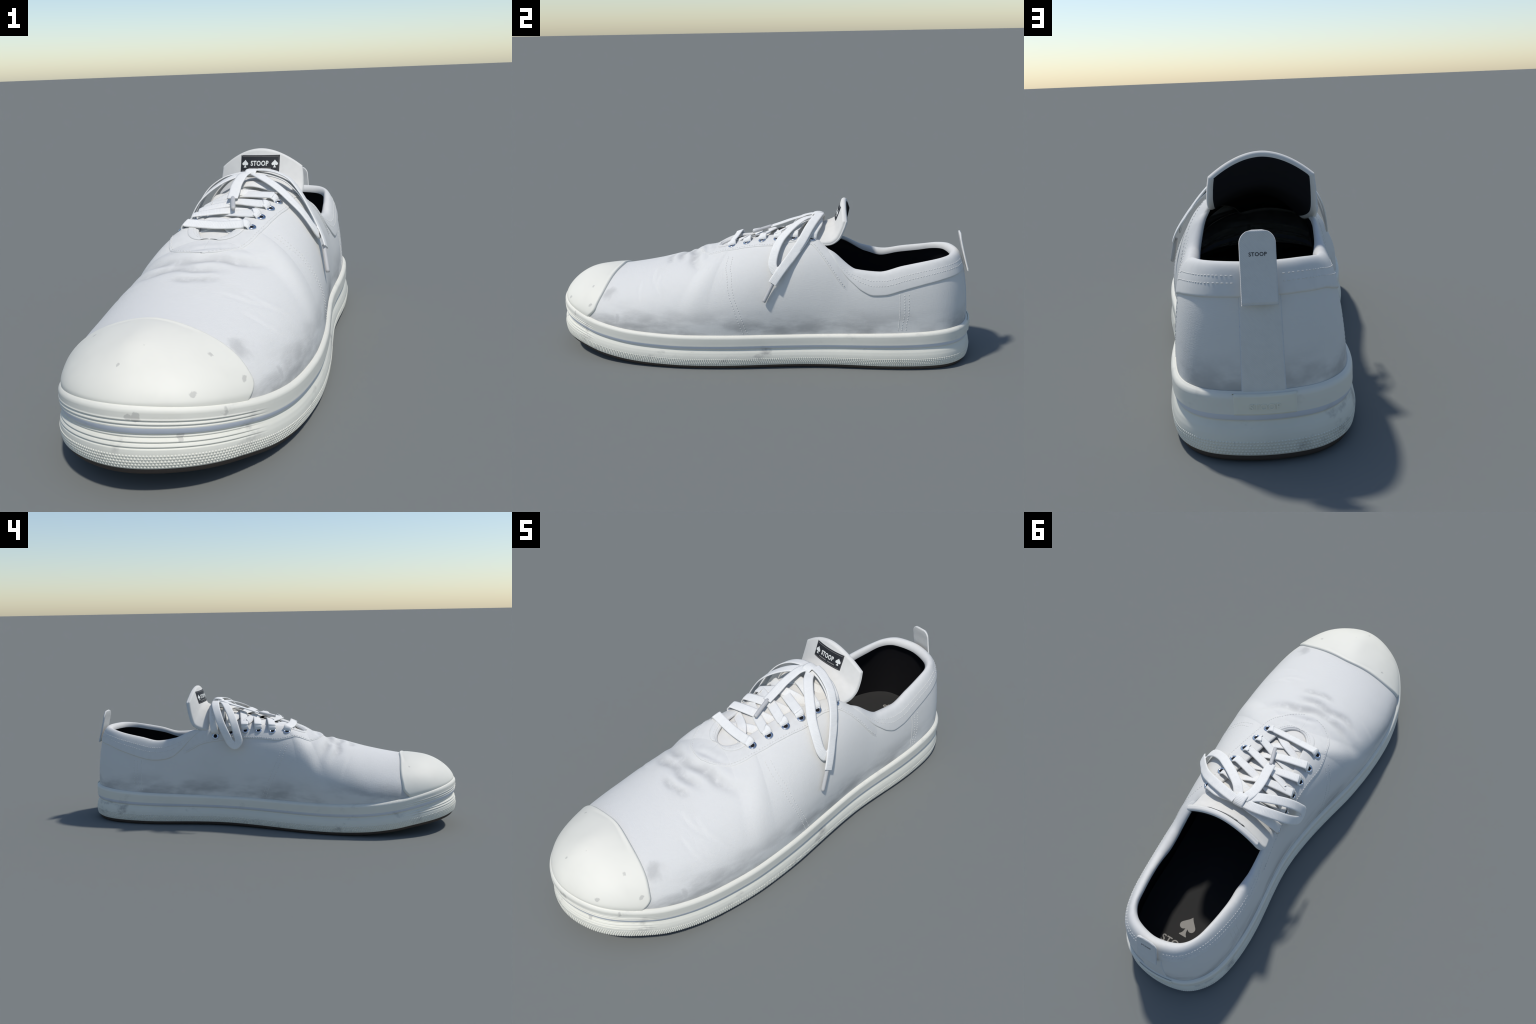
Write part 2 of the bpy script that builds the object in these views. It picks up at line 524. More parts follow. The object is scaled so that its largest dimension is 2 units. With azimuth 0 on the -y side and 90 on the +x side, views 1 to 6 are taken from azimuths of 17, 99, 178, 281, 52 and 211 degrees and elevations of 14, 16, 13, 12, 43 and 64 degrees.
# ------------------------------------------------------------------ upper body
def build_upper():
    sg = np.linspace(-NS, NS, 1001)[:-1]
    tt = np.linspace(0, 1, 73)
    SG, TT = np.meshgrid(sg, tt, indexing='ij')
    P, _ = upper(SG, TT)
    ob = make_object("canvas_upper", P.reshape(-1, 3), grid_faces(len(sg), len(tt), True), M_CANVAS)
    import bmesh
    bm = bmesh.new()
    bm.from_mesh(ob.data)
    bmesh.ops.remove_doubles(bm, verts=bm.verts, dist=0.0004)
    bmesh.ops.recalc_face_normals(bm, faces=bm.faces)
    bm.to_mesh(ob.data)
    bm.free()
    return ob


def overlay(name, sg, tlo, thi, thick, rim, mat, nv=40, parent=None):
    tau = edge_spaced(nv, 0.6)
    SG = np.repeat(sg[:, None], nv, 1)
    TT = tlo[:, None] * (1 - tau) + thi[:, None] * tau
    P, N = upper(SG, TT)
    ob = pillow(name, P, thick + 0.0012, rim, mat, parent, sink=0.0012, N=N)
    return ob


def build_toe_cap():
    sg = np.r_[np.linspace(17, 17.25, 12, endpoint=False), np.linspace(17.25, NS, 80)]
    sg = np.r_[sg, (-sg)[::-1][1:]]
    tt = np.linspace(0, 1, 60)
    SG, TT = np.meshgrid(sg, tt, indexing='ij')
    # the cap's edge leans back half way up, with a knee just above the sole
    back = 0.42 * smooth(TT / 0.2) * (1 - smooth((TT - 0.35) / 0.55))
    SG = np.sign(SG) * (NS - (NS - np.abs(SG)) * (NS - 17 + back) / (NS - 17))
    d = (np.abs(SG) - 17 + back) / 0.14
    P, N = upper(SG, TT)
    lift = -0.002 + 0.0115 * np.sqrt(np.clip(1 - (1 - np.clip(d, 0, 1)) ** 2, 0, 1))
    lift = lift - 0.004 * smooth((0.10 - TT) / 0.1)
    # average the normals on the ridge so both halves close
    P = P + N * lift[..., None]
    n = len(sg)
    ridge = 0.5 * (P[:, -1] + P[::-1, -1])
    P[:, -1] = ridge
    # fair the dome where the stations fan out: local quadratic fit of the height
    flat = P.reshape(-1, 3)
    cells = {}
    for k, p in enumerate(flat):
        cells.setdefault((round(p[0] / 0.009), round(p[1] / 0.009)), k)
    S = flat[[k for k in cells.values() if flat[k, 2] > 0.30]]
    near = np.where((np.hypot(flat[:, 0] + 0.03, (flat[:, 1] + 0.775) * 0.9) < 0.16) & (flat[:, 2] > 0.30))[0]
    for blk in np.array_split(near, 40):
        Q = flat[blk]
        dx = S[None, :, 0] - Q[:, None, 0]
        dy = S[None, :, 1] - Q[:, None, 1]
        w = np.exp(-(dx ** 2 + dy ** 2) / (2 * 0.032 ** 2))
        A = np.stack([np.ones_like(dx), dx, dy, dx * dx, dx * dy, dy * dy], -1)
        AtA = np.einsum('nki,nk,nkj->nij', A, w, A) + 1e-12 * np.eye(6)
        Atz = np.einsum('nki,nk,k->ni', A, w, S[:, 2])
        zf = np.linalg.solve(AtA, Atz[..., None])[:, 0, 0]
        r = np.hypot(Q[:, 0] + 0.03, (Q[:, 1] + 0.775) * 0.9)
        edge = np.abs(SG.reshape(-1)[blk]) - 17 + back.reshape(-1)[blk]
        k = smooth((0.16 - r) / 0.05) * smooth((Q[:, 2] - 0.30) / 0.02) * smooth((edge - 0.15) / 0.3)
        flat[blk, 2] = Q[:, 2] * (1 - k) + zf * k
    verts = flat
    ob = make_object("toe_cap", verts, grid_faces(n, len(tt)), M_CAP)
    import bmesh
    bm = bmesh.new()
    bm.from_mesh(ob.data)
    bmesh.ops.remove_doubles(bm, verts=bm.verts, dist=0.0006)
    bmesh.ops.recalc_face_normals(bm, faces=bm.faces)
    bm.to_mesh(ob.data)
    bm.free()
    return ob


# collar band lower edge, world (y, z)
BAND_R = [(0.345, .525), (0.37, .495), (0.40, .458), (0.45, .405), (0.50, .366), (0.55, .345), (0.60, .347), (0.66, .362),
          (0.72, .378), (0.80, .398), (0.88, .415)]
BAND_L = [(0.345, .500), (0.37, .484), (0.41, .445), (0.455, .398), (0.50, .365), (0.55, .350), (0.60, .348), (0.66, .357),
          (0.72, .373), (0.80, .396), (0.88, .420)]


def band_low():
    pts = []
    for side, tab in ((1, BAND_R), (-1, BAND_L)):
        q = [locate(p, side, (1, 2)) for p in tab]
        q = [(side * s, t) for s, t in q]
        pts += q
    # heel centre
    _, t0 = locate((0.0, 0.427), 1, (0, 2))
    col = _TAB[len(_sg) // 2]
    t0 = _tt[np.abs(col[:, 2] - 0.427).argmin()]
    pts.append((0.0, t0))
    pts = sorted(pts)
    x = np.array([p[0] for p in pts])
    y = np.array([p[1] for p in pts])
    keep = np.r_[True, np.diff(x) > 0.02]
    return x[keep], y[keep]


BX, BY = band_low()
S_END_R, S_END_L = BX.max() + 0.35, BX.min() - 0.35


def t_band(sg):
    xs = np.r_[S_END_L, BX, S_END_R]
    ys = np.r_[1.0, BY, 1.0]
    return pchip(xs, ys, sg)


def collar_radius(sg):
    s = np.abs(sg)
    return 0.006 + 0.017 * smooth((7.6 - s) / 1.6)


def build_collar():
    sg = np.linspace(S_END_L + 0.02, S_END_R - 0.02, 420)
    tau = edge_spaced(36, 0.5)
    tl = t_band(sg)
    SG = np.repeat(sg[:, None], len(tau), 1)
    TT = tl[:, None] * (1 - tau) + tau
    P, N = upper(SG, TT)
    endfade = smooth(np.minimum(sg - sg[0], sg[-1] - sg) / 0.6)
    dist = np.cumsum(np.r_[np.zeros((1, len(sg))), np.linalg.norm(np.diff(P, axis=1), axis=2).T], axis=0).T
    e = 1 - np.clip(dist / 0.006, 0, 1)
    pad = 0.003 * smooth((TT - 0.75) / 0.25)
    lift = (-0.001 + 0.0065 * np.sqrt(np.clip(1 - e * e, 0, 1)) + pad) * endfade[:, None]
    A = P + N * lift[..., None]
    # roll over into the shoe
    _, T, _, _, o = frame(sg)
    R = collar_radius(sg)
    crest = A[:, -1]
    roll = [crest + (-o) * (R * math.sin(a))[:, None] - UP * (R * (1 - math.cos(a)) * 1.1)[:, None]
            for a in np.linspace(0, 1.75, 12)[1:]]
    G = np.concatenate([A, np.stack(roll, 1)], 1)
    ob = make_object("collar", G.reshape(-1, 3), grid_faces(G.shape[0], G.shape[1]), M_TRIM)
    return G[:, -1], sg


def build_lining():
    sg = np.linspace(-11.5, 11.5, 500)
    Bp, T, h1, h2, o = frame(sg)
    R = collar_radius(sg)
    top = T - o * (R * 0.99)[:, None] - UP * (R * 1.15 - 0.006 * smooth((7.6 - np.abs(sg)) / 1.6))[:, None]
    bot = Bp - o * 0.03
    bot[:, 2] = 0.138
    tt = np.linspace(0, 1, 30)[None, :, None]
    a = bot[:, None] + 0 * tt
    b = bot[:, None] + (h1 * 0.95)[:, None]
    c = top[:, None] + (h2 * 0.75)[:, None] - (UP * 0.0)
    d = top[:, None] + 0 * tt
    u = 1 - tt
    G = u ** 3 * a + 3 * u * u * tt * b + 3 * u * tt * tt * c + tt ** 3 * d
    make_object("lining", G.reshape(-1, 3), grid_faces(G.shape[0], G.shape[1], flip=True), M_LINING)


def build_insole():
    sg = np.linspace(-NS, NS, 240, endpoint=False)
    P, nrm = outline(sg)
    ring = P[:, :2] - nrm * 0.02
    c = np.array([0.0, 0.0])
    verts, n = [], len(sg)
    ks = np.linspace(1, 0.0, 14)
    mid = np.stack([np.interp(ring[:, 1], [-1, 0, 1], [-0.03, 0.02, 0.0]), ring[:, 1]], 1)
    for k in ks:
        xy = mid + (ring - mid) * k
        z = 0.1455 + 0.012 * k ** 6
        verts += [(x, y, z) for x, y in xy]
    faces = []
    for r in range(len(ks) - 1):
        for i in range(n):
            j = (i + 1) % n
            faces.append((r * n + i, r * n + j, (r + 1) * n + j, (r + 1) * n + i))
    make_object("insole", verts, faces, M_INSOLE)


# ------------------------------------------------------------------ eyestay and throat
EYE_R = [(0.079, -0.117, 0.508), (0.091, -0.043, 0.527), (0.103, 0.033, 0.545), (0.117, 0.103, 0.564),
         (0.130, 0.180, 0.578), (0.145, 0.268, 0.587)]
EYE_L = [(-0.166, -0.119, 0.500), (-0.174, -0.043, 0.510), (-0.179, 0.033, 0.518), (-0.184, 0.103, 0.518),
         (-0.193, 0.178, 0.508), (-0.198, 0.260, 0.482)]
# outer seam of the eyestay: front part by (x, y), rear part by (y, z)
SEAM_L_XY = [(-0.050, -0.297), (-0.090, -0.294), (-0.136, -0.276), (-0.178, -0.231), (-0.199, -0.161)]
SEAM_L_YZ = [(-0.07, .462), (0.00, .468), (0.072, .468), (0.17, .468), (0.235, .455), (0.288, .448), (0.345, .432),
             (0.41, .395), (0.46, .368)]
SEAM_R_XY = [(-0.034, -0.297), (-0.005, -0.290), (0.035, -0.270), (0.075, -0.236), (0.106, -0.185), (0.125, -0.10), (0.142, 0.0),
             (0.160, 0.10)]
SEAM_R_YZ = [(0.19, .565), (0.253, .562), (0.284, .544), (0.337, .486), (0.417, .377), (0.461, .351)]


def seam_curve(side):
    """Dense (s, t) polyline of the eyestay seam, s rising from the collar to the vamp ridge."""
    xy, yz = (SEAM_R_XY, SEAM_R_YZ) if side > 0 else (SEAM_L_XY, SEAM_L_YZ)
    q = [locate(p, side, (1, 2)) for p in catmull(yz, 90)[0]][::-1] if False else [locate(p, side, (1, 2)) for p in catmull(yz, 90)[0]]
    f = [locate(p, side, (0, 1)) for p in catmull(xy, 140)[0]]
    q = np.array(sorted(q + f))
    smax = q[:, 0].max()
    # bin and smooth
    s = np.r_[np.linspace(q[0, 0], HOLE - 0.4, 90), np.linspace(HOLE - 0.4, smax, 60)[1:]]
    t = np.interp(s, q[:, 0], q[:, 1])
    ker = np.array([1, 2, 3, 4, 3, 2, 1]) / 16.0
    ts = np.convolve(np.pad(t, 3, mode='edge'), ker, mode='valid')
    return s, ts


SEAM = {1: seam_curve(1), -1: seam_curve(-1)}


def t_seam(side, s):
    x, y = SEAM[side]
    return np.interp(s, x, y)


def build_eyestay():
    """One facing piece, right flank round the front of the throat to the left flank."""
    ends = {k: (SEAM[k][0][0], SEAM[k][0][-1]) for k in SEAM}
    front = 0.5 * (ends[1][1] + ends[-1][1])
    for side in (1, -1):
        s0 = ends[side][0]
        last = ends[side][1]
        s = np.r_[np.linspace(s0, HOLE - 0.3, 200, endpoint=False), np.linspace(HOLE - 0.3, last, 120),
                  np.linspace(last, max(front, last + 0.004), 8)[1:]]
        tl = t_seam(side, s)
        end = tl[-8]
        tl = np.where(s > last, end + (0.995 - end) * (s - last) / max(front - last, 0.004), tl)
        tau = edge_spaced(40, 0.5)
        SG = np.repeat((side * s)[:, None], len(tau), 1)
        TT = tl[:, None] * (1 - tau) + tau
        P, N = upper(SG, TT)
        dist = np.concatenate([np.zeros((len(s), 1)), np.cumsum(np.linalg.norm(np.diff(P, axis=1), axis=2), axis=1)], 1)
        e = 1 - np.clip(dist / 0.0035, 0, 1)
        lift = -0.0008 + 0.0040 * np.sqrt(np.clip(1 - e * e, 0, 1)) * smooth((s - s0) / 0.7)[:, None]
        A = P + N * lift[..., None]
        if True:
            _, T, _, _, o = frame(side * s)
            w = smooth((HOLE + 0.02 - s) / 0.05)
            R = 0.008 * w + 1e-5
            inward = unit(np.stack([np.full(len(s), -0.043) - T[:, 0] + 1e-4, np.clip(-0.12 - T[:, 1], 0, .1), 0 * s], 1))
            roll = [A[:, -1] + inward * (R * math.sin(a))[:, None] - UP * (R * (1 - math.cos(a)))[:, None]
                    for a in np.linspace(0, 1.9, 8)[1:]]
            A = np.concatenate([A, np.stack(roll, 1)], 1)
        make_object("eyestay", A.reshape(-1, 3), grid_faces(A.shape[0], A.shape[1], flip=side < 0), M_TRIM)


def build_throat_trim():
    """Padded half-ring round the front of the throat hole."""
    for side in (1, -1):
        s = np.linspace(11.0, HOLE - 0.001, 60)
        Tp = edge_line(side * s)
        # ring width measured in t, roughly 3 cm of cloth
        tl = np.array([1 - 0.032 / np.linalg.norm(upper(np.array([side * a]), np.array([0.85]))[0][0] - b) * 0.15
                       for a, b in zip(s, Tp)])
        # taper toward the eyelets
        tl = 1 - (1 - tl) * smooth((s - 10.9) / 0.5)
        tau = edge_spaced(16, 0.5)
        SG = np.repeat((side * s)[:, None], len(tau), 1)
        TT = tl[:, None] * (1 - tau) + tau
        P, N = upper(SG, TT)
        prof = np.sqrt(np.clip(1 - (2 * tau - 0.95) ** 4, 0, 1))
        A = P + N * (0.0022 + 0.0045 * prof)[None, :, None]
        A[:, -1] -= UP * 0.006
        make_object("throat_trim", A.reshape(-1, 3), grid_faces(A.shape[0], A.shape[1], flip=side < 0), M_TRIM)


def surf_normal(p, side):
    s, t = locate(p, side, (0, 1, 2))
    P, N = upper(np.array([side * s]), np.array([min(t, 0.985)]))
    return P[0], N[0]


def build_eyelets():
    nu, nv = 28, 10
    a = np.linspace(0, 2 * np.pi, nu, endpoint=False)
    b = np.linspace(0, 2 * np.pi, nv, endpoint=False)
    Rm, r = 0.0135, 0.0048
    V = np.array([((Rm + r * math.cos(q)) * math.cos(p), (Rm + r * math.cos(q)) * math.sin(p), 0.75 * r * math.sin(q))
                  for p in a for q in b])
    F = []
    for i in range(nu):
        for j in range(nv):
            F.append((i * nv + j, ((i + 1) % nu) * nv + j, ((i + 1) % nu) * nv + (j + 1) % nv, i * nv + (j + 1) % nv))
    me = None
    hole = None
    out = {}
    for side, tab in ((1, EYE_R), (-1, EYE_L)):
        for k, p in enumerate(tab):
            P, N = surf_normal(p, side)
            P = P + N * 0.0045
            out[(side, k)] = (P, N)
            if me is None:
                first = make_object("eyelet", V, F, M_METAL)
                me = first.data
                ob = first
                disc = [(0, 0, 0.0004)] + [(Rm * math.cos(q), Rm * math.sin(q), 0.0004) for q in a]
                hob = make_object("eyelet_hole", disc, [(0, i + 1, (i + 1) % nu + 1) for i in range(nu)], M_LINING, ob)
                hole = hob.data
            else:
                ob = bpy.data.objects.new("eyelet", me)
                bpy.context.scene.collection.objects.link(ob)
                ob.parent = ROOT
                hob = bpy.data.objects.new("eyelet_hole", hole)
                bpy.context.scene.collection.objects.link(hob)
                hob.parent = ob
            ob.location = P
            ob.rotation_euler = Vector(N).to_track_quat('Z', 'Y').to_euler()
    return out


# ------------------------------------------------------------------ tongue
# centre (y, z), right edge xyz, left edge xyz
TONGUE = np.array([
    (-0.260, .444, 0.060, -0.260, .430, -0.150, -0.260, .430), (-0.150, .486, 0.075, -0.150, .466, -0.165, -0.150, .462),
    (0.000, .528, 0.090, 0.000, .505, -0.175, 0.000, .495), (0.150, .570, 0.120, 0.150, .535, -0.168, 0.150, .505),
    (0.260, .596, 0.136, 0.260, .548, -0.168, 0.262, .495), (0.330, .615, 0.148, 0.340, .552, -0.190, 0.345, .513),
    (0.367, .635, 0.149, 0.382, .575, -0.198, 0.380, .535), (0.387, .682, 0.145, 0.407, .622, -0.195, 0.402, .600),
    (0.403, .733, 0.138, 0.420, .660, -0.189, 0.412, .659)])


def tongue_sheet(v, w):
    """v 0..8 along the tongue, w -1 (left) .. 1 (right)."""
    v, w = np.broadcast_arrays(np.asarray(v, float), np.asarray(w, float))
    K = pchip(np.arange(9.0), TONGUE, v)
    R, L = K[..., 2:5], K[..., 5:8]
    c = np.stack([0.5 * (R[..., 0] + L[..., 0]), K[..., 0], K[..., 1]], -1)
    a = np.abs(w)[..., None]
    E = np.where((w >= 0)[..., None], R, L)
    x = c[..., 0:1] + (E - c)[..., 0:1] * a
    yz = c[..., 1:] + (E - c)[..., 1:] * a ** 1.9
    return np.concatenate([x, yz], -1)


T_TH = 0.026


def build_tongue():
    v = np.r_[np.linspace(0, 4, 40, endpoint=False), np.linspace(4, 7.6, 50, endpoint=False), np.linspace(7.6, 8, 16)]
    w = 2 * edge_spaced(64, 0.7) - 1
    VV, WW = np.meshgrid(v, w, indexing='ij')
    G = tongue_sheet(VV, WW)[:, ::-1]
    N = grid_normals(G)
    if N[10, 32, 2] < 0:
        N = -N
    ob = pillow("tongue", G, T_TH, 0.014, M_TONGUE, front=0.5, N=N)
    import bmesh
    bm = bmesh.new()
    bm.from_mesh(ob.data)
    bmesh.ops.recalc_face_normals(bm, faces=bm.faces)
    bm.to_mesh(ob.data)
    bm.free()
    # black cloth on the back
    v = np.linspace(0.6, 7.78, 90)
    w = np.linspace(-0.93, 0.93, 40)
    VV, WW = np.meshgrid(v, w, indexing='ij')
    G = tongue_sheet(VV, WW)
    N = grid_normals(G)
    if N[5, 20, 2] > 0:
        N = -N
    pillow("tongue_lining", G + N * (T_TH * 0.5 - 0.001)[..., None] if False else G + N * (T_TH * 0.5 - 0.001), 0.003, 0.004,
           M_LINING, ob, N=N)
    return ob


_tv = np.linspace(4.5, 8, 400)


def tongue_front(x, z):
    """Point on the tongue's front face above (x, z), with its normal."""
    w = (x + 0.027) / 0.17
    for _ in range(3):
        col = tongue_sheet(_tv, np.full_like(_tv, w))
        v = np.interp(z, col[:, 2], _tv)
        R = tongue_sheet(v, 1.0)[0]
        L = tongue_sheet(v, -1.0)[0]
        c = 0.5 * (R + L)
        w = (x - c) / ((R - c) if x > c else (c - L))
    p = tongue_sheet(v, w)
    du = tongue_sheet(v + .02, w) - tongue_sheet(v - .02, w)
    dw = tongue_sheet(v, w + .02) - tongue_sheet(v, w - .02)
    n = unit(np.cross(du, dw))
    if n[1] > 0:
        n = -n
    return p + n * (T_TH * 0.5), n


def text_mesh(body, height, width, bold=0.0, depth=0.001):
    cu = bpy.data.curves.new("lettering_curve", 'FONT')
    cu.body = body
    cu.align_x = 'CENTER'
    cu.align_y = 'CENTER'
    cu.size = 1.0
    cu.offset = bold
    cu.space_character = 1.12
    cu.resolution_u = 4
    tmp = bpy.data.objects.new("lettering_tmp", cu)
    bpy.context.scene.collection.objects.link(tmp)
    dg = bpy.context.evaluated_depsgraph_get()
    me = tmp.evaluated_get(dg).to_mesh()
    V = np.array([v.co[:] for v in me.vertices])
    F = [tuple(p.vertices) for p in me.polygons]
    tmp.evaluated_get(dg).to_mesh_clear()
    bpy.data.objects.remove(tmp)
    bpy.data.curves.remove(cu)
    lo, hi = V.min(0), V.max(0)
    V = V - 0.5 * (lo + hi)
    V[:, 0] *= width / (hi - lo)[0]
    V[:, 1] *= height / (hi - lo)[1]
    return V[:, :2], F


def spade_outline(h):
    """Playing-card spade, height h, centred."""
    right = [(0, 0.5), (0.10, 0.36), (0.26, 0.20), (0.385, 0.06), (0.40, -0.06), (0.33, -0.17), (0.20, -0.205), (0.09, -0.15),
             (0.055, -0.12), (0.075, -0.27), (0.12, -0.38), (0.19, -0.46), (0.19, -0.5)]
    r, _ = catmull(right[:9], 28)
    r2, _ = catmull(right[8:12], 10)
    pts = np.vstack([r, r2[1:], [right[12]]])
    full = np.vstack([pts, pts[::-1][:-1] * [-1, 1]])
    return full * h


def fill(pts):
    """Triangulate a closed 2D outline."""
    from mathutils.geometry import tessellate_polygon
    tri = tessellate_polygon([[Vector((x, y, 0)) for x, y in pts]])
    return np.asarray(pts), [tuple(t) for t in tri]


def relief(name, V2, F, place, mat, parent, depth):
    """Extrude flat shapes on a curved surface: place(u, v) -> point, normal."""
    pn = [place(u, v) for u, v in V2]
    top = np.array([p + n * depth for p, n in pn])
    low = np.array([p - n * 0.0006 for p, n in pn])
    n = len(V2)
    # boundary edges of the triangulation become side walls
    cnt = {}
    for f in F:
        for a, b in zip(f, f[1:] + f[:1]):
            cnt[(a, b)] = cnt.get((a, b), 0) + 1
    faces = list(F)
    for (a, b) in list(cnt):
        if (b, a) not in cnt:
            faces.append((b, a, a + n, b + n))
    return make_object(name, np.vstack([top, low]), faces, mat, parent, flat=True)


def build_label(tongue):
    u = np.linspace(0, 1, 24)
    G = np.zeros((24, 14, 3))
    N = np.zeros_like(G)
    xa, za = lambda s, t: (-0.103 + 0.155 * s), lambda s, t: 0.637 + 0.067 * t
    for i, s in enumerate(u):
        for j, t in enumerate(np.linspace(0, 1, 14)):
            G[i, j], N[i, j] = tongue_front(xa(s, t), za(s, t))
    lab = pillow("label", G, 0.0025, 0.0015, M_LABEL, tongue, N=N)
    pos = lambda cx, cz: (lambda a, b: (lambda r: (r[0] + r[1] * 0.0024, r[1]))(tongue_front(cx + a, cz + b)))
    V, F = text_mesh("STOOP", 0.0195, 0.070, 0.03)
    relief("label_lettering", V, F, pos(-0.025, 0.6715), M_WHITE, lab, 0.0008)
    for cx in (-0.083, 0.034):
        V, F = fill(spade_outline(0.030))
        relief("label_spade", V, F, pos(cx, 0.670), M_WHITE, lab, 0.0008)
    # hairlines and the tiny lower line of marks
    for cz in (0.6985, 0.6425):
        V = np.array([(-0.071, -0.0004), (0.071, -0.0004), (0.071, 0.0004), (-0.071, 0.0004)])
        xs = np.linspace(-0.071, 0.071, 16)
        V = np.array([(x, y) for x in xs for y in (-0.0004, 0.0004)])
        F = [(2 * i, 2 * i + 2, 2 * i + 3, 2 * i + 1) for i in range(15)]
        relief("label_line", V, F, pos(-0.025, cz), M_PRINT, lab, 0.0005)
    V, F = [], []
    x = -0.042
    while x < 0.042:
        if not -0.004 < x < 0.008:
            k = len(V)
            V += [(x, -0.002), (x + 0.0026, -0.002), (x + 0.0026, 0.002), (x, 0.002)]
            F.append((k, k + 1, k + 2, k + 3))
        x += 0.0042
    relief("label_fine_print", np.array(V), F, pos(-0.025, 0.6515), M_PRINT, lab, 0.0005)


# ------------------------------------------------------------------ laces
AXIS_X = -0.035


def ribbon(name, pts, width=0.040, thick=0.0062, normals=None, parent=None, mat=None, taper=None):
    """Flat woven lace along a smooth curve, with fine cross ribs."""
    pts = np.asarray(pts, float)
    ctl = np.hstack([pts, normals]) if normals is not None else np.hstack([pts, np.full_like(pts, np.nan)])
    if normals is None:
        ax = np.stack([np.full(len(pts), AXIS_X), pts[:, 1], np.full(len(pts), 0.36)], 1)
        ctl[:, 3:] = unit(pts - ax)
    approx = np.linalg.norm(np.diff(pts, axis=0), axis=1).sum()
    n = max(12, int(approx / 0.0016))
    C, L = catmull(ctl, n)
    P = C[:, :3]
    tg = unit(np.gradient(P, axis=0))
    N = C[:, 3:]
    N = unit(N - tg * (N * tg).sum(1, keepdims=True))
    S = np.cross(tg, N)
    rib = 1 + 0.13 * np.sin(np.linspace(0, L, n) * 2 * np.pi / 0.0058)
    w = np.full(n, width * 0.5)
    if taper is not None:
        w *= np.interp(np.linspace(0, 1, n), *taper)
    cross = []
    for a in np.linspace(-1, 1, 9):
        cross.append((a, math.sqrt(max(0.0, 1 - abs(a) ** 6)) * 0.5 if abs(a) < 1 else 0.0))
    ring = [(a, 0.12 + h * 0.88 if abs(a) == 1 else h) for a, h in cross] + [(a, -h) for a, h in cross[::-1]]
    ring[0] = (-1, 0.3)
    ring[8] = (1, 0.3)
    ring[9] = (1, -0.3)
    ring[17] = (-1, -0.3)
    m = len(ring)
    V = np.concatenate([P[:, None] + S[:, None] * (np.array([r[0] for r in ring])[None, :, None] * w[:, None, None])
                        + N[:, None] * (np.array([r[1] for r in ring])[None, :] * thick * rib[:, None])[..., None]], 0)
    V = V.reshape(-1, 3)
    F = []
    for i in range(n - 1):
        for j in range(m):
            k = (j + 1) % m
            F.append((i * m + j, i * m + k, (i + 1) * m + k, (i + 1) * m + j))
    F.append(tuple(range(m))[::-1])
    F.append(tuple((n - 1) * m + j for j in range(m)))
    return make_object(name, V, F, mat or M_LACE, parent)


def tongue_mid(y):
    """Height of the tongue ridge top at y."""
    return np.interp(y, TONGUE[:, 0], TONGUE[:, 1]) + T_TH * 0.5


